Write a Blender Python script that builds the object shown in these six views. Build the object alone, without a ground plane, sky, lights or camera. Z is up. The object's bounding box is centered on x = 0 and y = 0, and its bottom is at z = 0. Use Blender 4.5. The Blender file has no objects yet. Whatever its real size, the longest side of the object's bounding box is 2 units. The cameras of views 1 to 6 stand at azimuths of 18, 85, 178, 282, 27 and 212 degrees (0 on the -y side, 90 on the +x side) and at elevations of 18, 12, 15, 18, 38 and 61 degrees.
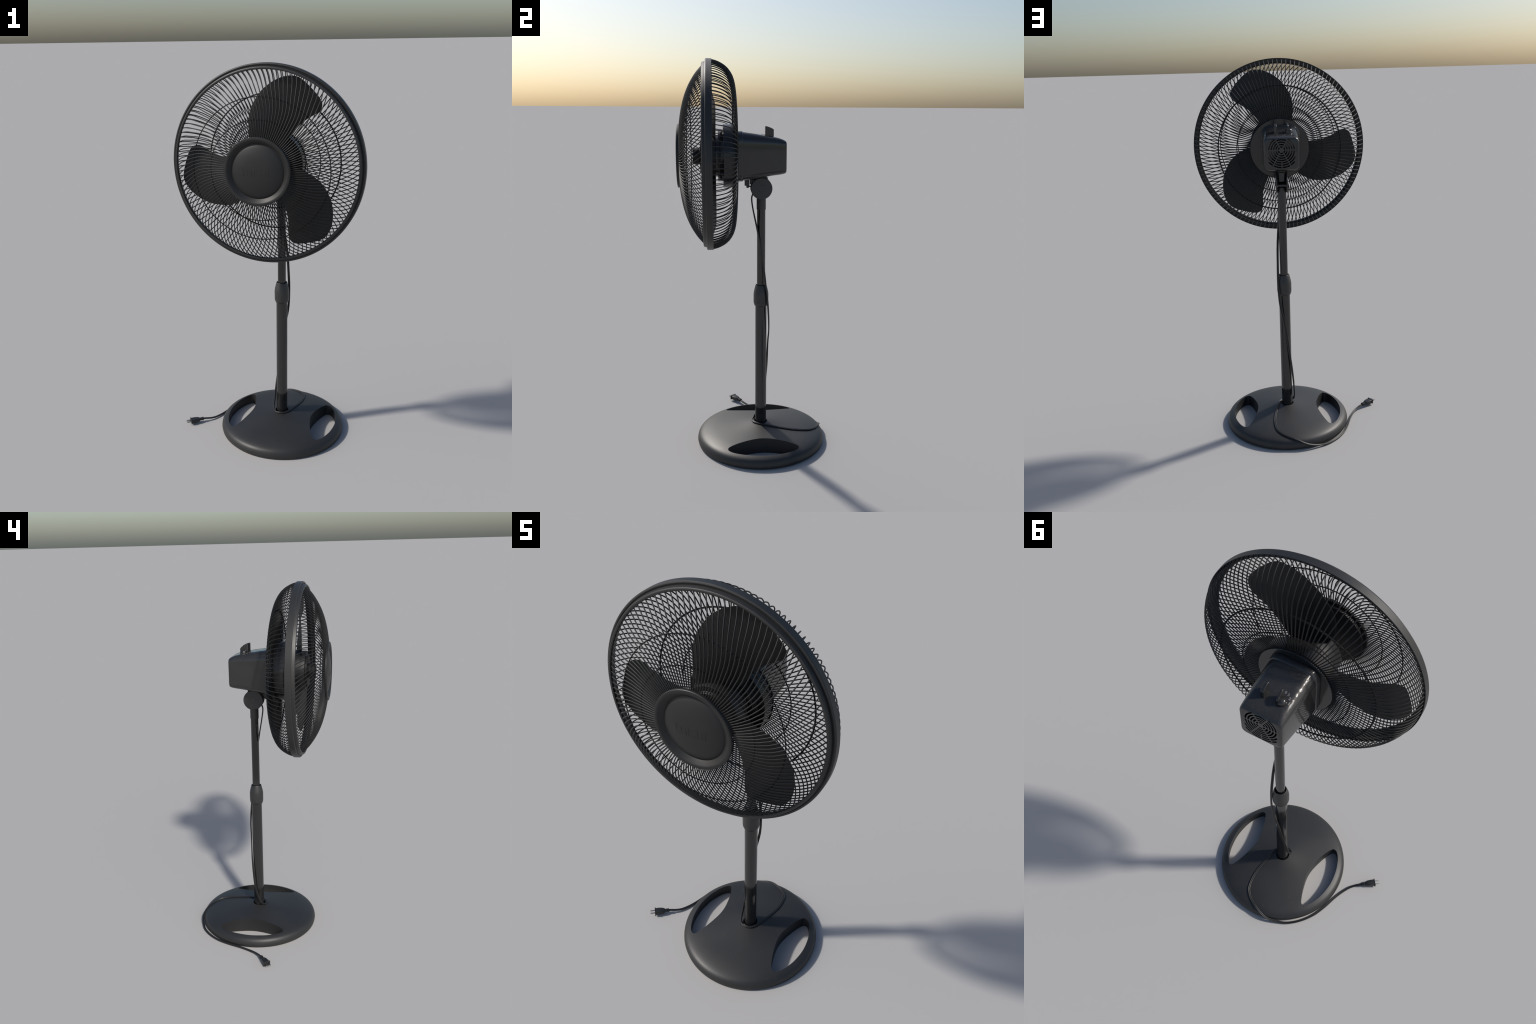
import bpy, bmesh, math, random
from mathutils import Vector, Matrix

random.seed(7)
pi = math.pi
CX = 0.030            # symmetry plane of the fan
PY = 0.041            # pole axis y
HZ = 1.532            # height of the fan axis
HEAD = Vector((CX, 0.0, HZ))
POLE = Vector((CX, PY, 0.0))
COL = bpy.context.scene.collection

# ------------------------------------------------------------------ helpers
def lerp_table(table, x):
    if x <= table[0][0]:
        return table[0][1]
    for (x0, y0), (x1, y1) in zip(table, table[1:]):
        if x <= x1:
            return y0 + (y1 - y0) * (x - x0) / (x1 - x0)
    return table[-1][1]

def smooth_table(table, x):
    """cubic Hermite through a short table of (x, y)"""
    n = len(table)
    if x <= table[0][0]:
        return table[0][1]
    if x >= table[-1][0]:
        return table[-1][1]
    for i in range(n - 1):
        x0, y0 = table[i]; x1, y1 = table[i + 1]
        if x <= x1:
            h = x1 - x0
            def slope(k):
                if k == 0: return (table[1][1] - table[0][1]) / (table[1][0] - table[0][0])
                if k == n - 1: return (table[-1][1] - table[-2][1]) / (table[-1][0] - table[-2][0])
                return (table[k + 1][1] - table[k - 1][1]) / (table[k + 1][0] - table[k - 1][0])
            m0, m1 = slope(i), slope(i + 1)
            t = (x - x0) / h
            return ((2*t**3 - 3*t**2 + 1) * y0 + (t**3 - 2*t**2 + t) * h * m0
                    + (-2*t**3 + 3*t**2) * y1 + (t**3 - t**2) * h * m1)

def catmull(points, per=8):
    pts = [Vector(p) for p in points]
    out = []
    for i in range(len(pts) - 1):
        p0 = pts[max(i - 1, 0)]; p1 = pts[i]; p2 = pts[i + 1]; p3 = pts[min(i + 2, len(pts) - 1)]
        for k in range(per):
            t = k / per
            out.append(0.5 * (2*p1 + (p2 - p0)*t + (2*p0 - 5*p1 + 4*p2 - p3)*t*t + (3*p1 - p0 - 3*p2 + p3)*t**3))
    out.append(pts[-1])
    return out

def finish(bm, name, mat=None, parent=None, origin=(0, 0, 0), smooth=35, recalc=True):
    if recalc:
        bmesh.ops.recalc_face_normals(bm, faces=bm.faces)
    me = bpy.data.meshes.new(name)
    bm.to_mesh(me)
    bm.free()
    return wrap(me, name, mat, parent, origin, smooth)

def wrap(me, name, mat=None, parent=None, origin=(0, 0, 0), smooth=35):
    ob = bpy.data.objects.new(name, me)
    COL.objects.link(ob)
    if mat:
        me.materials.clear()
        me.materials.append(mat)
    if smooth is not None:
        me.polygons.foreach_set('use_smooth', [True] * len(me.polygons))
        me.set_sharp_from_angle(angle=math.radians(smooth))
    place(ob, parent, origin)
    return ob

def place(ob, parent, origin=(0, 0, 0)):
    ob.location = Vector(origin)
    if parent is not None:
        ob.parent = parent
        ob.location = Vector(origin) - world_origin(parent)

def world_origin(ob):
    v = Vector((0, 0, 0))
    while ob is not None:
        v += ob.location
        ob = ob.parent
    return v

def revolve(profile, axis='Z', seg=96, closed=False, bm=None):
    """profile: (radius, height); axis 'Z' up, or 'Y' where height is the y coordinate"""
    bm = bm or bmesh.new()
    rings = []
    for r, h in profile:
        if r < 1e-6:
            rings.append([bm.verts.new((0, 0, h) if axis == 'Z' else ((0, h, 0) if axis == 'Y' else (h, 0, 0)))])
        else:
            row = []
            for k in range(seg):
                a = 2 * pi * k / seg
                c, s = r * math.cos(a), r * math.sin(a)
                row.append(bm.verts.new((c, s, h) if axis == 'Z' else ((c, h, s) if axis == 'Y' else (h, c, s))))
            rings.append(row)
    pairs = list(zip(rings, rings[1:]))
    if closed:
        pairs.append((rings[-1], rings[0]))
    for A, B in pairs:
        if len(A) == 1 and len(B) == 1:
            continue
        for k in range(seg):
            k2 = (k + 1) % seg
            if len(A) == 1:
                bm.faces.new((A[0], B[k], B[k2]))
            elif len(B) == 1:
                bm.faces.new((A[k], A[k2], B[0]))
            else:
                bm.faces.new((A[k], A[k2], B[k2], B[k]))
    return bm

def tube(points, radius, seg=8, bm=None, closed=False, caps=True):
    bm = bm or bmesh.new()
    pts = [Vector(p) for p in points]
    n = len(pts)
    t0 = (pts[1] - pts[0]).normalized()
    ref = Vector((0, 0, 1)) if abs(t0.z) < 0.9 else Vector((1, 0, 0))
    u = t0.cross(ref).normalized()
    rings = []
    for i, p in enumerate(pts):
        if closed:
            t = (pts[(i + 1) % n] - pts[i - 1]).normalized()
        else:
            t = (pts[min(i + 1, n - 1)] - pts[max(i - 1, 0)]).normalized()
        u = (u - t * u.dot(t)).normalized()
        v = t.cross(u)
        rings.append([bm.verts.new(p + radius * (math.cos(2*pi*k/seg) * u + math.sin(2*pi*k/seg) * v)) for k in range(seg)])
    pairs = list(zip(rings, rings[1:]))
    if closed:
        pairs.append((rings[-1], rings[0]))
    for A, B in pairs:
        for k in range(seg):
            k2 = (k + 1) % seg
            bm.faces.new((A[k], A[k2], B[k2], B[k]))
    if caps and not closed:
        bm.faces.new(rings[0][::-1])
        bm.faces.new(rings[-1])
    return bm

def torus(R, r, y, seg=120, minor=8, bm=None):
    bm = bm or bmesh.new()
    prof = [(R + r * math.cos(2*pi*k/minor), y + r * math.sin(2*pi*k/minor)) for k in range(minor)]
    return revolve(prof, 'Y', seg, closed=True, bm=bm)

def box(bm, x0, x1, y0, y1, z0, z1):
    v = [bm.verts.new((x, y, z)) for x in (x0, x1) for y in (y0, y1) for z in (z0, z1)]
    for f in ((0, 1, 3, 2), (4, 6, 7, 5), (0, 4, 5, 1), (2, 3, 7, 6), (0, 2, 6, 4), (1, 5, 7, 3)):
        bm.faces.new([v[i] for i in f])
    return bm

def prism(bm, outline, z0, z1, mapping=lambda u, v, w: (u, v, w)):
    lo = [bm.verts.new(mapping(u, v, z0)) for u, v in outline]
    hi = [bm.verts.new(mapping(u, v, z1)) for u, v in outline]
    n = len(outline)
    bm.faces.new(lo[::-1]); bm.faces.new(hi)
    for k in range(n):
        bm.faces.new((lo[k], lo[(k + 1) % n], hi[(k + 1) % n], hi[k]))
    return bm

def loft(sections, bm=None, cap=True):
    bm = bm or bmesh.new()
    rows = [[bm.verts.new(p) for p in s] for s in sections]
    for A, B in zip(rows, rows[1:]):
        n = len(A)
        for k in range(n):
            bm.faces.new((A[k], A[(k + 1) % n], B[(k + 1) % n], B[k]))
    if cap:
        bm.faces.new(rows[0][::-1]); bm.faces.new(rows[-1])
    return bm

def boolean_cut(ob, cutters, smooth=35, selfint=False):
    """subtract cutter meshes, bake the result and delete the helpers"""
    for bm in cutters:
        bmesh.ops.recalc_face_normals(bm, faces=bm.faces)
        me = bpy.data.meshes.new('cutter'); bm.to_mesh(me); bm.free()
        c = bpy.data.objects.new('cutter', me); COL.objects.link(c)
        c.location = world_origin(ob)
        m = ob.modifiers.new('cut', 'BOOLEAN')
        m.operation = 'DIFFERENCE'; m.solver = 'EXACT'; m.object = c; m.use_self = selfint
        bpy.context.view_layer.update()
        dg = bpy.context.evaluated_depsgraph_get()
        new = bpy.data.meshes.new_from_object(ob.evaluated_get(dg))
        old = ob.data
        ob.modifiers.clear()
        ob.data = new
        new.name = ob.name
        bpy.data.meshes.remove(old)
        bpy.data.objects.remove(c)
        bpy.data.meshes.remove(me)
    me = ob.data
    while len(me.materials) > 1:
        me.materials.pop()
    me.polygons.foreach_set('material_index', [0] * len(me.polygons))
    me.polygons.foreach_set('use_smooth', [True] * len(me.polygons))
    me.set_sharp_from_angle(angle=math.radians(smooth))

def bevel(ob, width, segs=2, angle=35):
    m = ob.modifiers.new('bevel', 'BEVEL')
    m.width = width; m.segments = segs; m.limit_method = 'ANGLE'; m.angle_limit = math.radians(angle)
    m.harden_normals = False

# ---------------------------------------------------------------- materials
def plastic(name, base, rough, tint=0.25, grain=300.0, bump=0.03, spec=0.5, dust=0.0, dust_scale=55.0, ior=1.5, metallic=0.0, wear=0.0):
    m = bpy.data.materials.new(name); m.use_nodes = True
    nt = m.node_tree; nt.nodes.clear(); N = nt.nodes.new; L = nt.links.new
    out = N('ShaderNodeOutputMaterial'); bs = N('ShaderNodeBsdfPrincipled'); L(bs.outputs[0], out.inputs[0])
    tc = N('ShaderNodeTexCoord')
    n1 = N('ShaderNodeTexNoise'); n1.inputs['Scale'].default_value = 9.0; n1.inputs['Detail'].default_value = 5.0
    L(tc.outputs['Object'], n1.inputs['Vector'])
    ramp = N('ShaderNodeValToRGB')
    ramp.color_ramp.elements[0].position = 0.3; ramp.color_ramp.elements[1].position = 0.72
    ramp.color_ramp.elements[0].color = (*[c * (1 - tint) for c in base], 1)
    ramp.color_ramp.elements[1].color = (*[c * (1 + tint) for c in base], 1)
    L(n1.outputs['Fac'], ramp.inputs['Fac'])
    col = ramp.outputs['Color']
    if dust > 0:
        vo = N('ShaderNodeTexVoronoi'); vo.inputs['Scale'].default_value = dust_scale; vo.inputs['Randomness'].default_value = 1.0
        L(tc.outputs['Object'], vo.inputs['Vector'])
        lt = N('ShaderNodeMapRange'); lt.inputs['From Min'].default_value = 0.16; lt.inputs['From Max'].default_value = 0.05
        L(vo.outputs['Distance'], lt.inputs['Value'])
        n2 = N('ShaderNodeTexNoise'); n2.inputs['Scale'].default_value = 14.0; n2.inputs['Detail'].default_value = 3.0
        L(tc.outputs['Object'], n2.inputs['Vector'])
        r2 = N('ShaderNodeMapRange'); r2.inputs['From Min'].default_value = 0.52; r2.inputs['From Max'].default_value = 0.72
        L(n2.outputs['Fac'], r2.inputs['Value'])
        geo = N('ShaderNodeNewGeometry'); sx = N('ShaderNodeSeparateXYZ'); L(geo.outputs['Normal'], sx.inputs[0])
        up = N('ShaderNodeMapRange'); up.inputs['From Min'].default_value = 0.3; up.inputs['From Max'].default_value = 0.8
        L(sx.outputs['Z'], up.inputs['Value'])
        mu = N('ShaderNodeMath'); mu.operation = 'MULTIPLY'; L(lt.outputs[0], mu.inputs[0]); L(r2.outputs[0], mu.inputs[1])
        mu2 = N('ShaderNodeMath'); mu2.operation = 'MULTIPLY'; L(mu.outputs[0], mu2.inputs[0]); L(up.outputs[0], mu2.inputs[1])
        mu3 = N('ShaderNodeMath'); mu3.operation = 'MULTIPLY'; L(mu2.outputs[0], mu3.inputs[0]); mu3.inputs[1].default_value = dust
        mx = N('ShaderNodeMix'); mx.data_type = 'RGBA'; L(mu3.outputs[0], mx.inputs['Factor'])
        L(col, mx.inputs['A']); mx.inputs['B'].default_value = (0.16, 0.155, 0.15, 1)
        col = mx.outputs['Result']
    L(col, bs.inputs['Base Color'])
    n3 = N('ShaderNodeTexNoise'); n3.inputs['Scale'].default_value = grain; n3.inputs['Detail'].default_value = 2.0
    L(tc.outputs['Object'], n3.inputs['Vector'])
    rr = N('ShaderNodeMapRange'); rr.inputs['To Min'].default_value = max(0.02, rough - 0.04); rr.inputs['To Max'].default_value = rough + 0.04
    L(n1.outputs['Fac'], rr.inputs['Value']); rsock = rr.outputs[0]
    if wear > 0:
        # patches of fine dust dull the gloss on the upward faces
        n4 = N('ShaderNodeTexNoise'); n4.inputs['Scale'].default_value = 60.0; n4.inputs['Detail'].default_value = 6.0
        L(tc.outputs['Object'], n4.inputs['Vector'])
        w1 = N('ShaderNodeMapRange'); w1.inputs['From Min'].default_value = 0.46; w1.inputs['From Max'].default_value = 0.66
        w1.inputs['To Max'].default_value = wear
        L(n4.outputs['Fac'], w1.inputs['Value'])
        w2 = N('ShaderNodeMath'); w2.operation = 'MULTIPLY'; L(w1.outputs[0], w2.inputs[0]); L(up.outputs[0], w2.inputs[1])
        w3 = N('ShaderNodeMath'); w3.operation = 'ADD'; L(w2.outputs[0], w3.inputs[0]); L(rsock, w3.inputs[1])
        rsock = w3.outputs[0]
    L(rsock, bs.inputs['Roughness'])
    if bump > 0:
        bp = N('ShaderNodeBump'); bp.inputs['Strength'].default_value = bump; bp.inputs['Distance'].default_value = 0.002
        L(n3.outputs['Fac'], bp.inputs['Height']); L(bp.outputs[0], bs.inputs['Normal'])
    bs.inputs['Specular IOR Level'].default_value = spec
    bs.inputs['Metallic'].default_value = metallic
    bs.inputs['IOR'].default_value = ior
    return m

G = lambda v: (v * 1.0, v * 1.0, v * 1.0)
M_BASE = plastic('matte_black_plastic', G(0.0190), 0.49, 0.12, 260, 0.04, dust=0.7, ior=1.52)
M_RIM = plastic('satin_black_plastic', G(0.020), 0.46, 0.1, 300, 0.03, ior=1.5)
M_CAP = plastic('cap_black_plastic', G(0.0150), 0.50, 0.08, 300, 0.02, ior=1.45)
M_WIRE = plastic('coated_wire', G(0.013), 0.50, 0.1, 300, 0.0, spec=0.35)
M_RING = plastic('ring_wire', G(0.007), 0.6, 0.1, 300, 0.0, spec=0.2)
M_BLADE = plastic('blade_plastic', G(0.010), 0.50, 0.1, 200, 0.02)
M_GLOSS = plastic('glossy_black_plastic', G(0.026), 0.09, 0.12, 200, 0.0, dust=0.8, dust_scale=150, ior=1.55, wear=0.26)
M_KNOB = plastic('glossy_knob_plastic', G(0.020), 0.18, 0.1, 200, 0.0, ior=1.6)
M_DRUM = plastic('motor_drum_plastic', G(0.018), 0.16, 0.1, 200, 0.0, ior=1.55)
M_POLE = plastic('painted_steel_tube', G(0.016), 0.07, 0.08, 200, 0.0, ior=1.6)
M_COLLAR = plastic('collar_plastic', G(0.020), 0.45, 0.08, 300, 0.02, ior=1.6)
M_CORD = plastic('rubber_cord', G(0.014), 0.40, 0.1, 200, 0.0)
M_PRONG = plastic('brushed_prong_metal', G(0.35), 0.3, 0.1, 200, 0.0, metallic=1.0)
M_MARK = plastic('grey_marking_ink', G(0.15), 0.5, 0.05, 200, 0.0)

# -------------------------------------------------------------------- root
root = bpy.data.objects.new('pedestal_fan', None)
COL.objects.link(root)
root.location = POLE
root.empty_display_size = 0.2
root['label'] = 'tall black pedestal fan with round wire cage, three blades and power cord'
root['category'] = 'pedestal fan'

# -------------------------------------------------------------------- base
BASE_R = 0.3405
BASE_TOP = [(0.0, 0.1050), (0.12, 0.1005), (0.25, 0.0930), (0.37, 0.0865), (0.53, 0.0788), (0.684, 0.0710), (0.778, 0.0655), (0.863, 0.0585),
            (0.920, 0.0520), (0.958, 0.0452), (0.982, 0.0362), (0.995, 0.0250), (1.0, 0.0140)]

def base_height(x, y):
    return smooth_table(BASE_TOP, min(1.0, math.hypot(x - CX, y - PY) / BASE_R))

fr = [0.0, 0.06, 0.12, 0.2, 0.3, 0.4, 0.5, 0.6, 0.7, 0.78, 0.85, 0.89, 0.92, 0.945, 0.962, 0.975, 0.984, 0.991, 0.996, 0.999, 1.0]
prof = [(0.0, 0.0)] + [(0.985 * BASE_R, 0.0), (0.992 * BASE_R, 0.0015)]
prof += [(f * BASE_R, smooth_table(BASE_TOP, f)) for f in reversed(fr)]
base = finish(revolve(prof, 'Z', 160), 'base', M_BASE, root, POLE)

def lens_outline(side):
    """D-shaped carrying hole: outer arc follows the rim, inner arc bows to the pole"""
    outer = [(0.2460, -0.1745), (0.2590, -0.1590), (0.2745, -0.1300), (0.2925, -0.0760), (0.3015, 0.0), (0.2925, 0.0760), (0.2745, 0.1300), (0.2590, 0.1590), (0.2460, 0.1745)]
    tip = [(0.2375, 0.1805), (0.2275, 0.1820), (0.2190, 0.1785)]
    inner = [(0.2120, 0.1680), (0.2010, 0.1450), (0.1865, 0.1050), (0.1710, 0.0450), (0.1665, 0.0), (0.1710, -0.0450), (0.1865, -0.1050), (0.2010, -0.1450), (0.2120, -0.1680)]
    loop = outer + tip + inner + [(x, -y) for x, y in reversed(tip)]
    pts = catmull([(*p, 0) for p in loop + [loop[0]]], 5)[:-1]
    return [(side * p.x, p.y) for p in (pts if side > 0 else pts[::-1])]

cut = [prism(bmesh.new(), lens_outline(s), -0.05, 0.2) for s in (1, -1)]
cut.append(revolve([(0.0, 0.075), (0.0355, 0.075), (0.0355, 0.2), (0.0, 0.2)], 'Z', 48))
boolean_cut(base, cut, 38)

# --------------------------------------------------------------- the stand
lower = finish(revolve([(0, 0.05), (0.0298, 0.05), (0.0298, 0.757), (0, 0.757)], 'Z', 64), 'lower_pole', M_POLE, root, POLE)
upper = finish(revolve([(0, 0.70), (0.0214, 0.70), (0.0214, 1.32), (0, 1.32)], 'Z', 56), 'upper_pole', M_POLE, root, POLE)

cprof = catmull([(0.0302, 0.7530, 0), (0.0335, 0.7560, 0), (0.0372, 0.7660, 0), (0.0386, 0.7780, 0), (0.0388, 0.8000, 0),
                 (0.0386, 0.8200, 0), (0.0360, 0.8370, 0), (0.0310, 0.8570, 0), (0.0290, 0.8650, 0), (0.0272, 0.8675, 0), (0.0250, 0.8665, 0)], 4)
cprof = [(0.0225, 0.7530)] + [(p.x, p.y) for p in cprof] + [(0.0240, 0.8600), (0.0225, 0.8500)]
collar = finish(revolve(cprof, 'Z', 72, closed=True), 'height_collar', M_COLLAR, root, POLE)
notches = bmesh.new()
for k in range(8):
    a = 2 * pi * k / 8 - pi / 2 + 0.28
    b2 = bmesh.new()
    bmesh.ops.create_uvsphere(notches, u_segments=12, v_segments=8, radius=1.0,
        matrix=Matrix.Rotation(a, 4, 'Z') @ Matrix.Translation((0.0405, 0, 0.784)) @ Matrix.Diagonal((0.0036, 0.0042, 0.0165, 1)))
    b2.free()
boolean_cut(collar, [notches], 35)

sleeve = finish(revolve([(0.0216, 1.2626), (0.0232, 1.2626), (0.0236, 1.265), (0.0236, 1.345), (0.0216, 1.345)], 'Z', 56, closed=True),
                'neck_sleeve', M_COLLAR, root, POLE)

# tilting fork: two round cheeks, a block between them and a cross web
HINGE = Vector((CX, PY, 1.3712))
def cheek(sign):
    x0, x1 = sign * 0.0238, sign * 0.0310
    bm = revolve([(0, x0), (0.0542, x0), (0.0542, x1 - sign * 0.002), (0.0522, x1), (0.0178, x1), (0.0175, x1 - sign * 0.0007),
                  (0.0165, x1 - sign * 0.0007), (0.0162, x1), (0, x1)], 'X', 72)
    return bm
fork = None
for s in (1, -1):
    c = finish(cheek(s), 'hinge_cheek', M_COLLAR, root, HINGE)
    fork = c
bm = bmesh.new()
box(bm, -0.0160, 0.0160, -0.036, 0.032, 0.0050, 0.056)
block = finish(bm, 'tilt_block', M_COLLAR, root, HINGE); bevel(block, 0.004, 2)
bm = bmesh.new()
box(bm, -0.0240, 0.0240, -0.030, 0.046, -0.0167, -0.0050)
box(bm, -0.0240, 0.0240, -0.046, -0.036, -0.020, 0.048)  # added filler plate: blocks light through the gaps beside the block, so they read dark
web = finish(bm, 'hinge_web_and_filler', M_COLLAR, root, HINGE); bevel(web, 0.003, 2)
bm = bmesh.new()
box(bm, -0.0165, 0.0165, -0.030, 0.024, 0.040, 0.064)
saddle = finish(bm, 'motor_saddle', M_COLLAR, root, HINGE); bevel(saddle, 0.003, 2)
# oscillation crank and screw under the motor
bm = bmesh.new()
box(bm, -0.010, 0.010, -0.0840, -0.0600, 0.0130, 0.060)
revolve([(0, 0.002), (0.0065, 0.002), (0.0065, 0.016), (0, 0.016)], 'Z', 20, bm=bm)
for v in list(bm.verts)[8:]:
    v.co += Vector((0, -0.0690, 0))
box(bm, -0.008, 0.008, -0.0580, -0.0470, 0.0200, 0.060)
box(bm, -0.006, 0.006, -0.0700, -0.0400, 0.0060, 0.0120)
crank = finish(bm, 'oscillation_crank', M_COLLAR, root, HINGE)
bevel(crank, 0.001, 1)

# ----------------------------------------------------------- motor housing
def rounded_section(y, hw, zb, zt, rt, rb, n=8):
    pts = []
    def corner(cx, cz, r, a0):
        for k in range(n + 1):
            a = a0 + (pi / 2) * k / n
            pts.append((cx + r * math.cos(a), y, cz + r * math.sin(a)))
    corner(hw - rt, zt - rt, rt, 0)
    corner(-hw + rt, zt - rt, rt, pi / 2)
    corner(-hw + rb, zb + rb, rb, pi)
    corner(hw - rb, zb + rb, rb, 1.5 * pi)
    return pts
def sec(y, hw, zb, zt, rt, rb):
    return rounded_section(y, hw, zb - HZ, zt - HZ, rt, rb)
housing_secs = [sec(-0.0800, 0.1040, 1.4105, 1.6565, 0.055, 0.045),
                sec(-0.0585, 0.1040, 1.4105, 1.6565, 0.055, 0.045),
                sec(-0.0560, 0.1025, 1.4120, 1.6550, 0.054, 0.044),
                sec(-0.0545, 0.1005, 1.4145, 1.6525, 0.053, 0.043),
                sec(-0.0300, 0.0990, 1.4180, 1.6490, 0.050, 0.041),
                sec(0.0000, 0.0970, 1.4235, 1.6450, 0.047, 0.039),
                sec(0.0550, 0.0938, 1.4335, 1.6360, 0.040, 0.035),
                sec(0.1000, 0.0908, 1.4405, 1.6285, 0.034, 0.031),
                sec(0.1250, 0.0896, 1.4440, 1.6225, 0.030, 0.029),
                sec(0.1420, 0.0887, 1.4470, 1.6165, 0.026, 0.027),
                sec(0.1525, 0.0877, 1.4500, 1.6110, 0.022, 0.025),
                sec(0.1572, 0.0863, 1.4528, 1.6070, 0.020, 0.023),
                sec(0.1590, 0.0848, 1.4548, 1.6045, 0.019, 0.022),
                sec(0.1596, 0.0828, 1.4565, 1.6025, 0.018, 0.021)]
# the front of the housing sits a touch to the left of the fan axis
for row in housing_secs:
    for i, (x, y, z) in enumerate(row):
        row[i] = (x - 0.004 * max(0.0, min(1.0, (0.16 - y) / 0.22)), y, z)
housing = finish(loft(housing_secs), 'motor_housing', M_GLOSS, root, HEAD)

# rear vent: concentric slots broken by spokes
VC = (0.0, 1.5505 - HZ)
def arc_slot(bm, r0, r1, a0, a1):
    n = max(3, int((a1 - a0) / 0.09))
    out = [(r1 * math.cos(a0 + (a1 - a0) * k / n), r1 * math.sin(a0 + (a1 - a0) * k / n)) for k in range(n + 1)]
    out += [(r0 * math.cos(a1 - (a1 - a0) * k / n), r0 * math.sin(a1 - (a1 - a0) * k / n)) for k in range(n + 1)]
    prism(bm, out, 0.085, 0.20, lambda u, v, w: (u + VC[0], w, v + VC[1]))
slots = bmesh.new()
spokes = [math.radians(d) for d in (0, 60, 120, 180, 240, 300)]
for i in range(7):
    rc = 0.0162 + 0.0118 * i
    for k in range(6):
        a0, a1 = spokes[k], spokes[k] + pi / 3
        if i == 4 and k == 1: continue
        if i == 5:
            if k in (0, 1, 2): continue
            lo, hi = math.radians(205), math.radians(335)
            a0, a1 = max(a0, lo), min(a1, hi)
        if i == 6:
            if k in (0, 1, 2): continue
            lo, hi = math.radians(220), math.radians(320)
            a0, a1 = max(a0, lo), min(a1, hi)
        parts = [(a0, a1)]
        if i >= 4 and k == 4:
            parts = [(a0, math.radians(270)), (math.radians(270), a1)]
        for b0, b1 in parts:
            g = 0.0026 / rc
            arc_slot(slots, rc - 0.0034, rc + 0.0034, b0 + g, b1 - g)
boolean_cut(housing, [slots], 40)

# knobs on top of the housing
bm = bmesh.new()
prism(bm, [(0.0590, -0.020), (0.1000, -0.020), (0.1000, 0.0355), (0.0920, 0.0405), (0.0770, 0.0470), (0.0650, 0.0500), (0.0590, 0.0505)],
      -0.0068, 0.0068, lambda u, v, w: (w + 0.0265, u, v + 1.6285 - HZ))
pull = finish(bm, 'oscillation_knob', M_KNOB, housing, HEAD); bevel(pull, 0.0018, 2)
KN = Vector((-0.0415, 0.0830, 1.6305 - HZ))
bm = revolve([(0, -0.012), (0.0205, -0.012), (0.0205, 0.004), (0.0195, 0.0095), (0.0165, 0.0150), (0.0120, 0.0180), (0.0, 0.0195)], 'Z', 40)
nv = len(bm.verts)
prism(bm, [(-0.0215, 0.000), (0.0195, 0.000), (0.0195, 0.0250), (0.0120, 0.0350), (0.0, 0.0425), (-0.0130, 0.0470), (-0.0200, 0.0480), (-0.0215, 0.0465)],
      -0.0042, 0.0042, lambda u, v, w: (w + 0.006, u, v))
for v in bm.verts:
    v.co += KN
dial = finish(bm, 'speed_dial', M_KNOB, housing, HEAD); bevel(dial, 0.0012, 2)

def mark(txt, x, y, size, rot=0.0):
    cu = bpy.data.curves.new('mark', 'FONT'); cu.body = txt; cu.size = size; cu.extrude = 0.0004; cu.offset = 0.0007
    cu.align_x = 'CENTER'; cu.align_y = 'CENTER'; cu.resolution_u = 3
    ob = bpy.data.objects.new('mark', cu); COL.objects.link(ob)
    dg = bpy.context.evaluated_depsgraph_get()
    me = bpy.data.meshes.new_from_object(ob.evaluated_get(dg))
    bpy.data.objects.remove(ob); bpy.data.curves.remove(cu)
    zt = lerp_table([(0.0, 1.6450), (0.055, 1.6360), (0.10, 1.6285)], y)
    # lies on the sloping lid, read from behind the fan
    rt = 0.037                                   # the lid rolls over into the side
    d = max(0.0, abs(x - CX) - (0.092 - rt))
    zt -= rt - math.sqrt(rt * rt - d * d)
    M = (Matrix.Translation(Vector((x - CX, y, zt - HZ + 0.0010))) @ Matrix.Rotation(-math.asin(d / rt), 4, 'Y') @ Matrix.Rotation(-math.atan(0.162), 4, 'X')
         @ Matrix.Rotation(pi + rot, 4, 'Z'))
    me.transform(M)
    me.name = 'speed_digit'
    return wrap(me, 'speed_digit', M_MARK, housing, HEAD, 30)
for txt, dx, dy in (('0', 0.0030, -0.0370), ('3', -0.0105, -0.0330), ('2', -0.0215, -0.0220), ('1', -0.0275, -0.0060)):
    mark(txt, KN.x + CX + dx, KN.y + dy, 0.0145)

# front drum of the motor, stepped towards the rotor
drum = finish(revolve([(0, -0.0815), (0.1555, -0.0815), (0.1570, -0.0830), (0.1570, -0.1480), (0.1555, -0.1500), (0.1262, -0.1500),
                       (0.1255, -0.1510), (0.1255, -0.1745), (0.1245, -0.1755), (0.1030, -0.1755), (0.1022, -0.1765), (0.1022, -0.1930), (0, -0.1930)], 'Y', 120),
              'motor_drum', M_DRUM, root, HEAD)

# ------------------------------------------------------------------- rotor
rotor = finish(revolve([(0, -0.188), (0.1060, -0.188), (0.1080, -0.190), (0.1085, -0.250), (0.1070, -0.2525), (0.0880, -0.2535), (0.0865, -0.2550),
                        (0.0860, -0.2610), (0.0840, -0.2630), (0.0430, -0.2650), (0.0415, -0.2670), (0.0410, -0.2980), (0.0390, -0.3005), (0, -0.3010)], 'Y', 96),
               'rotor_hub', M_BLADE, root, HEAD)

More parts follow.
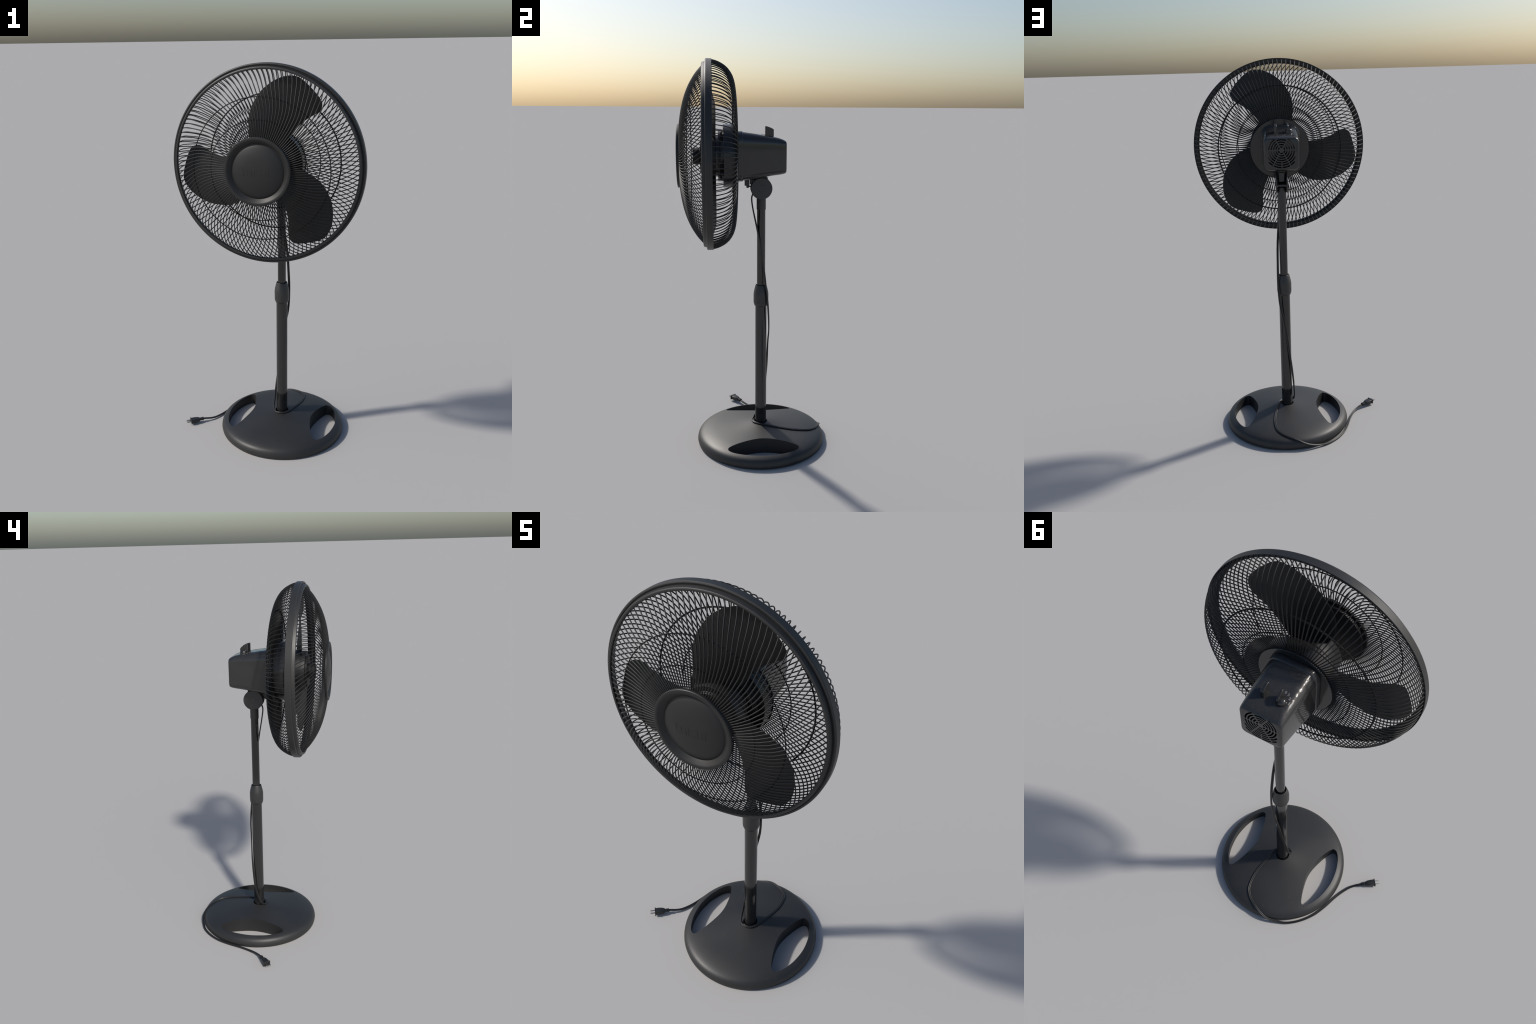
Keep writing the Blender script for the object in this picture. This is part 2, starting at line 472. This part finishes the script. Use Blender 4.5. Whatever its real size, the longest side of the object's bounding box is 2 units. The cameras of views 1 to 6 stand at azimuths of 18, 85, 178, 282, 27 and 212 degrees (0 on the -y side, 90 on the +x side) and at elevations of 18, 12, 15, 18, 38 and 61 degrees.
LEAD = [(0.09, 124), (0.15, 119.5), (0.1956, 114.8), (0.2427, 109.6), (0.2789, 104.9), (0.312, 99.3), (0.3504, 93.0), (0.385, 85.9), (0.4123, 79.4), (0.4235, 75.6), (0.4290, 73.0), (0.4312, 70.6)]
TRAIL = [(0.09, 50.5), (0.15, 51.7), (0.2002, 52.3), (0.25, 51.5), (0.2891, 49.5), (0.3324, 46.8), (0.3549, 46.3), (0.3685, 46.7), (0.3815, 47.8), (0.3901, 49.2), (0.3973, 51.4), (0.4061, 56.3), (0.417, 61.8), (0.4232, 64.6), (0.4280, 67.2), (0.4305, 69.4), (0.4312, 70.5)]
DEPTH_T = [(0.09, -0.1875), (0.34, -0.1875), (0.37, -0.1950), (0.40, -0.2050), (0.4312, -0.2150)]
DEPTH_L = [(0.09, -0.2330), (0.15, -0.2330), (0.20, -0.2315), (0.25, -0.2260), (0.312, -0.2185), (0.38, -0.2145), (0.4312, -0.2150)]
def blade_depth(r, s):
    """trailing edge hugs the motor, the blade pitches forward to a flat leading half"""
    yt, yl = smooth_table(DEPTH_T, r), smooth_table(DEPTH_L, r)
    return yt + (yl - yt) * (1 - (1 - s) ** 2)
def blade_mesh():
    bm = bmesh.new()
    rows, cols = 46, 26
    top, bot = [], []
    for i in range(rows):
        t = i / (rows - 1)
        r = 0.098 + (0.4312 - 0.098) * (1 - (1 - t) ** 1.8)
        a0, a1 = lerp_table(TRAIL, r), lerp_table(LEAD, r)
        A, B = [], []
        for j in range(cols):
            s = j / (cols - 1)
            a = a0 + (a1 - a0) * s
            y = blade_depth(r, s)
            edge = min(s, 1 - s, (1 - t) * 2)
            th = 0.0016 * min(1.0, 0.35 + edge * 14)
            x, z = r * math.cos(math.radians(a)), r * math.sin(math.radians(a))
            A.append(bm.verts.new((x, y - th, z))); B.append(bm.verts.new((x, y + th, z)))
        top.append(A); bot.append(B)
    for i in range(rows - 1):
        for j in range(cols - 1):
            bm.faces.new((top[i][j], top[i][j+1], top[i+1][j+1], top[i+1][j]))
            bm.faces.new((bot[i][j], bot[i+1][j], bot[i+1][j+1], bot[i][j+1]))
        bm.faces.new((top[i][0], top[i+1][0], bot[i+1][0], bot[i][0]))
        bm.faces.new((top[i][-1], bot[i][-1], bot[i+1][-1], top[i+1][-1]))
    for j in range(cols - 1):
        bm.faces.new((top[0][j], bot[0][j], bot[0][j+1], top[0][j+1]))
        bm.faces.new((top[-1][j], top[-1][j+1], bot[-1][j+1], bot[-1][j]))
    bmesh.ops.remove_doubles(bm, verts=bm.verts, dist=0.00005)
    return bm
blade = finish(blade_mesh(), 'blade', M_BLADE, rotor, HEAD, 50)
for k in (1, 2):
    b = blade.copy(); COL.objects.link(b)
    b.rotation_euler = (0, k * 2 * pi / 3, 0)

# -------------------------------------------------------------------- cage
rim_prof = [(0.4660, -0.2025), (0.4670, -0.2035), (0.4670, -0.2305), (0.4655, -0.2330), (0.4620, -0.2345), (0.4585, -0.2340),
            (0.4570, -0.2320), (0.4548, -0.2318), (0.4545, -0.2345), (0.4505, -0.2485), (0.4480, -0.2505), (0.4440, -0.2512), (0.4400, -0.2500),
            (0.4386, -0.2475), (0.4386, -0.2400), (0.4420, -0.2320), (0.4480, -0.2250), (0.4490, -0.2120), (0.4640, -0.2100), (0.4645, -0.2025)]
rim = finish(revolve(rim_prof, 'Y', 180, closed=True), 'cage_rim', M_RIM, root, HEAD, 30)

WR = 0.00235
FRONT = [(0.146, -0.3630), (0.17, -0.3607), (0.20, -0.3568), (0.25, -0.3468), (0.30, -0.3320), (0.35, -0.3100), (0.40, -0.2785), (0.4395, -0.2440)]
SWIRL = [(0.146, -0.25), (0.17, 0.0), (0.191, 0.3), (0.232, 1.3), (0.263, 2.6), (0.275, 3.0), (0.308, 5.1), (0.34, 7.7), (0.374, 10.3), (0.407, 12.6), (0.4395, 15.55)]
BACK = [(0.1545, -0.0905), (0.165, -0.0875), (0.19, -0.0850), (0.22, -0.0840), (0.29, -0.0865), (0.35, -0.0930), (0.38, -0.1010), (0.40, -0.1105), (0.42, -0.1250)]
BACK_BEND = [(0.42, -0.1250), (0.4365, -0.1440), (0.4500, -0.1680), (0.4580, -0.1900), (0.4625, -0.2150)]

front_grille = finish(torus(0.3255, 0.0024, smooth_table(FRONT, 0.3255) + 0.0038, bm=torus(0.2282, 0.0021, smooth_table(FRONT, 0.2282) + 0.0036)),
                      'front_grille', M_RING, root, HEAD)
pts = []
for i in range(26):
    r = 0.146 + (0.4395 - 0.146) * i / 25
    a = math.radians(1.25 - 15.5 + smooth_table(SWIRL, r))
    pts.append((r * math.cos(a), smooth_table(FRONT, r), r * math.sin(a)))
fw = finish(tube(pts, WR, 8), 'front_wire', M_WIRE, front_grille, HEAD, 60)
for k in range(1, 120):
    o = fw.copy(); COL.objects.link(o)
    o.rotation_euler = (0, -2 * pi * k / 120, 0)

bm = torus(0.3280, 0.0034, smooth_table(BACK, 0.328) - 0.0044)
torus(0.2287, 0.0023, smooth_table(BACK, 0.2287) - 0.0036, bm=bm)
torus(0.1575, 0.0030, -0.0905, bm=bm)
back_grille = finish(bm, 'rear_grille', M_RING, root, HEAD)
pts = [(r, smooth_table(BACK, r), 0) for r in [0.1545 + (0.42 - 0.1545) * i / 16 for i in range(17)]]
pts += [(p.x, p.y, 0) for p in catmull([(r, y, 0) for r, y in BACK_BEND], 4)][1:]
bw = finish(tube(pts, WR, 8), 'rear_wire', M_WIRE, back_grille, HEAD, 60)
for k in range(1, 120):
    o = bw.copy(); COL.objects.link(o)
    o.rotation_euler = (0, -2 * pi * k / 120, 0)

# centre cap with the engraved word
dome = catmull([(0.0, -0.3812, 0), (0.030, -0.3807, 0), (0.060, -0.3787, 0), (0.085, -0.3747, 0), (0.105, -0.3692, 0), (0.117, -0.3645, 0), (0.1232, -0.3607, 0)], 6)
cap_prof = [(max(0.0, p.x), p.y) for p in dome]
cap_prof += [(0.1242, -0.3605), (0.1400, -0.3738), (0.1430, -0.3756), (0.1490, -0.3762), (0.1537, -0.3752), (0.1556, -0.3728),
             (0.1558, -0.3645), (0.1540, -0.3620), (0.1440, -0.3600), (0.1440, -0.3480), (0.1, -0.3470), (0, -0.3470)]
cap_prof[0] = (0.0, cap_prof[0][1])
cap = finish(revolve(cap_prof, 'Y', 128), 'centre_cap', M_CAP, front_grille, HEAD, 40)

def letters():
    """square-built lower-case letters from straight strokes; x to the right, v up from the baseline"""
    bm = bmesh.new()
    W, XH, AS = 0.0052, 0.0275, 0.0365
    Z0 = -0.0185
    def bar(x0, x1, v0, v1):
        v = [bm.verts.new((x, y, z)) for x in (x0, x1) for y in (-0.3950, -0.37) for z in (Z0 + v0, Z0 + v1)]
        for f in ((0, 1, 3, 2), (4, 6, 7, 5), (0, 4, 5, 1), (2, 3, 7, 6), (0, 2, 6, 4), (1, 5, 7, 3)):
            bm.faces.new([v[i] for i in f])
    def poly(outline):
        prism(bm, outline, -0.3950, -0.37, lambda u, v, w: (u, w, Z0 + v))
    w = W
    x = -0.0600   # t
    poly([(x, 0), (x + 0.0150, 0), (x + 0.0150, w), (x + w, w), (x + w, XH - w), (x + 0.0150, XH - w), (x + 0.0150, XH), (x + w, XH), (x + w, AS), (x, AS),
          (x, XH), (x - 0.004, XH), (x - 0.004, XH - w), (x, XH - w)])
    x = -0.0395   # a
    poly([(x, 0), (x + 0.0145, 0), (x + 0.0145, w), (x + w, w), (x + w, XH - w), (x + 0.0192, XH - w), (x + 0.0192, 0), (x + 0.0192 + w, 0), (x + 0.0192 + w, XH), (x, XH)])
    x = -0.0085   # c
    poly([(x, 0), (x + 0.0290, 0), (x + 0.0290, w), (x + w, w), (x + w, XH - w), (x + 0.0290, XH - w), (x + 0.0290, XH), (x, XH)])
    x = 0.0250    # h
    poly([(x, 0), (x + w, 0), (x + w, XH - w), (x + 0.0185, XH - w), (x + 0.0185, 0), (x + 0.0185 + w, 0), (x + 0.0185 + w, XH), (x + w, XH), (x + w, AS), (x, AS)])
    x = 0.0565    # i
    bar(x, x + w, 0, XH - 0.001)
    bar(x, x + w, XH + 0.003, AS)
    return bm
# a shallow engraving: the cutter's floor follows the dome
cutter = letters()
bmesh.ops.triangulate(cutter, faces=cutter.faces)
for _ in range(2):
    bmesh.ops.subdivide_edges(cutter, edges=[e for e in cutter.edges if e.calc_length() > 0.004 and all(abs(v.co.y + 0.37) < 1e-6 for v in e.verts)], cuts=1, use_grid_fill=False)
    bmesh.ops.triangulate(cutter, faces=cutter.faces)
for v in cutter.verts:
    if v.co.y > -0.371:
        r = math.hypot(v.co.x, v.co.z)
        v.co.y = lerp_table([(p.x, p.y) for p in dome], r) + 0.0006
boolean_cut(cap, [cutter], 30)

# --------------------------------------------------------------- power cord
def on_base(x, y, off=0.0028):
    return (x, y, base_height(x, y) + off)
CORD = [((0.0270, 0.0100, 1.3600), (1, 0, 0)), ((0.0270, -0.0030, 1.3380), (1, 0, 0)), ((0.0290, -0.0075, 1.3120), (1, 0.1, 0)), ((0.0310, 0.0005, 1.2560), (1, 0.1, 0)),
        ((0.0480, 0.0200, 1.1600), (1, 0.3, 0)), ((0.0590, 0.0405, 1.0420), (0.9, 0.45, 0)), ((0.0625, 0.0570, 0.9240), (0.85, 0.5, 0)),
        ((0.0625, 0.0715, 0.8040), (0.85, -0.4, 0)), ((0.0555, 0.0790, 0.7070), (0.9, -0.35, 0)), ((0.0390, 0.0820, 0.6200), (1, -0.1, 0)),
        ((0.0270, 0.0780, 0.5500), (1, 0.1, 0)), ((0.0130, 0.0740, 0.4250), (0.85, 0.4, 0)), ((0.0010, 0.0670, 0.3300), (0.7, 0.7, 0)), ((-0.0075, 0.0570, 0.2450), (0.4, 0.9, 0)),
        ((-0.0110, 0.0440, 0.1800), (0.1, 1, 0)), ((-0.0118, 0.0290, 0.1390), (0.0, 1, 0.2)), ((-0.0090, 0.0160, 0.1180), (-0.4, 0.9, 0.4)),
        (on_base(0.0020, 0.0045, 0.0045), (-0.7, 0.7, 0.1)), (on_base(0.0180, -0.0015, 0.0035), (-0.3, 1, 0)), (on_base(0.0370, -0.0015, 0.0035), (0.15, 1, 0)),
        (on_base(0.0570, 0.0090, 0.0035), (0.5, 0.85, 0))]
for x, y in ((0.0730, 0.0340), (0.0850, 0.0770), (0.0990, 0.1450), (0.1065, 0.2040), (0.1030, 0.2590), (0.0910, 0.2970), (0.0600, 0.3310), (0.0180, 0.3540)):
    CORD.append((on_base(x, y), None))
CORD += [((-0.0160, 0.3670, 0.0450), (0.3, 0.95, 0.25)), ((-0.0480, 0.3735, 0.0320), (0.2, 0.9, 0.2)), ((-0.0830, 0.3700, 0.0195), (0.3, 0.9, 0.1)), ((-0.1250, 0.3560, 0.0090), None), ((-0.1640, 0.3385, 0.0045), None)]
for x, y in ((-0.2040, 0.3080), (-0.2410, 0.2680), (-0.2730, 0.2190), (-0.2985, 0.1580), (-0.3200, 0.0900)):
    CORD.append(((x, y, 0.0042), None))
CORD += [((-0.3400, 0.0400, 0.0045), None), ((-0.3640, -0.0030, 0.0070), None), ((-0.3875, -0.0285, 0.0120), None), ((-0.4060, -0.0432, 0.0162), None), ((-0.4240, -0.0573, 0.0175), None)]
path = catmull([c[0] for c in CORD], 8)
# width direction, carried smoothly between the control points
wd = []
P = [Vector(c[0]) for c in CORD]
for i, (p, w) in enumerate(CORD):
    t = (P[min(i + 1, len(P) - 1)] - P[max(i - 1, 0)]).normalized()
    v = Vector(w) if w else Vector((-t.y, t.x, 0))
    v = (v - t * v.dot(t)).normalized()
    if wd and v.dot(wd[-1]) < 0:
        v = -v
    wd.append(v)
wpath = catmull(wd, 8)
CR = 0.0034
left, right = [], []
for p, w in zip(path, wpath):
    w = w.normalized()
    left.append(p + w * CR * 0.92); right.append(p - w * CR * 0.92)
bm = tube(left, CR, 8)
tube(right, CR, 8, bm=bm)
for v in bm.verts:
    v.co -= POLE
cord = finish(bm, 'power_cord', M_CORD, root, POLE, 60)

# plug: local +x runs out along the prongs
AX = Vector((-0.789, -0.615, 0)).normalized()
FACE = Vector((-0.4737, -0.0960, 0.0175))
ROT = Matrix(((AX.x, -AX.y, 0), (AX.y, AX.x, 0), (0, 0, 1))).to_4x4()
def plug_section(x, hw, hh, r=0.003):
    out = []
    for cx, cz, a0 in ((hw - r, hh - r, 0), (-hw + r, hh - r, pi/2), (-hw + r, -hh + r, pi), (hw - r, -hh + r, 1.5*pi)):
        for k in range(5):
            a = a0 + pi/2 * k / 4
            out.append((x, cx + r * math.cos(a), cz + r * math.sin(a)))
    return out
bm = loft([plug_section(x, a, b, 0.003) for x, a, b in ((-0.0530, 0.0095, 0.0070), (-0.0500, 0.0112, 0.0084), (-0.0410, 0.0142, 0.0098), (-0.0280, 0.0160, 0.0108), (-0.0150, 0.0163, 0.0112), (-0.0030, 0.0158, 0.0110))])
loft([plug_section(x, a, b, 0.003) for x, a, b in ((-0.0045, 0.0175, 0.0118), (-0.0030, 0.0198, 0.0132), (-0.0005, 0.0198, 0.0132), (0.0, 0.0190, 0.0124))], bm=bm)
loft([plug_section(x, a, b, 0.0024) for x, a, b in ((-0.0740, 0.0072, 0.0052), (-0.0520, 0.0076, 0.0058))], bm=bm)
for x in (-0.0735, -0.0675, -0.0615):
    loft([plug_section(x - 0.0014, 0.0092, 0.0074, 0.003), plug_section(x + 0.0014, 0.0094, 0.0076, 0.003)], bm=bm)
bm.transform(ROT)
plug = finish(bm, 'plug', M_CORD, cord, FACE, 35)
bm = bmesh.new()
prism(bm, [(-0.002, -0.0042), (0.0210, -0.0042), (0.0245, -0.0022), (0.0245, 0.0022), (0.0210, 0.0042), (-0.002, 0.0042)], -0.0011, 0.0011, lambda u, v, w: (u, w, v))
bm.transform(ROT)
pr = finish(bm, 'prong', M_PRONG, plug, FACE + ROT.to_3x3() @ Vector((0, 0.0085, 0)), 30)
pr2 = pr.copy(); COL.objects.link(pr2)
pr2.location = pr.location - ROT.to_3x3() @ Vector((0, 0.0170, 0))

bpy.context.view_layer.update()
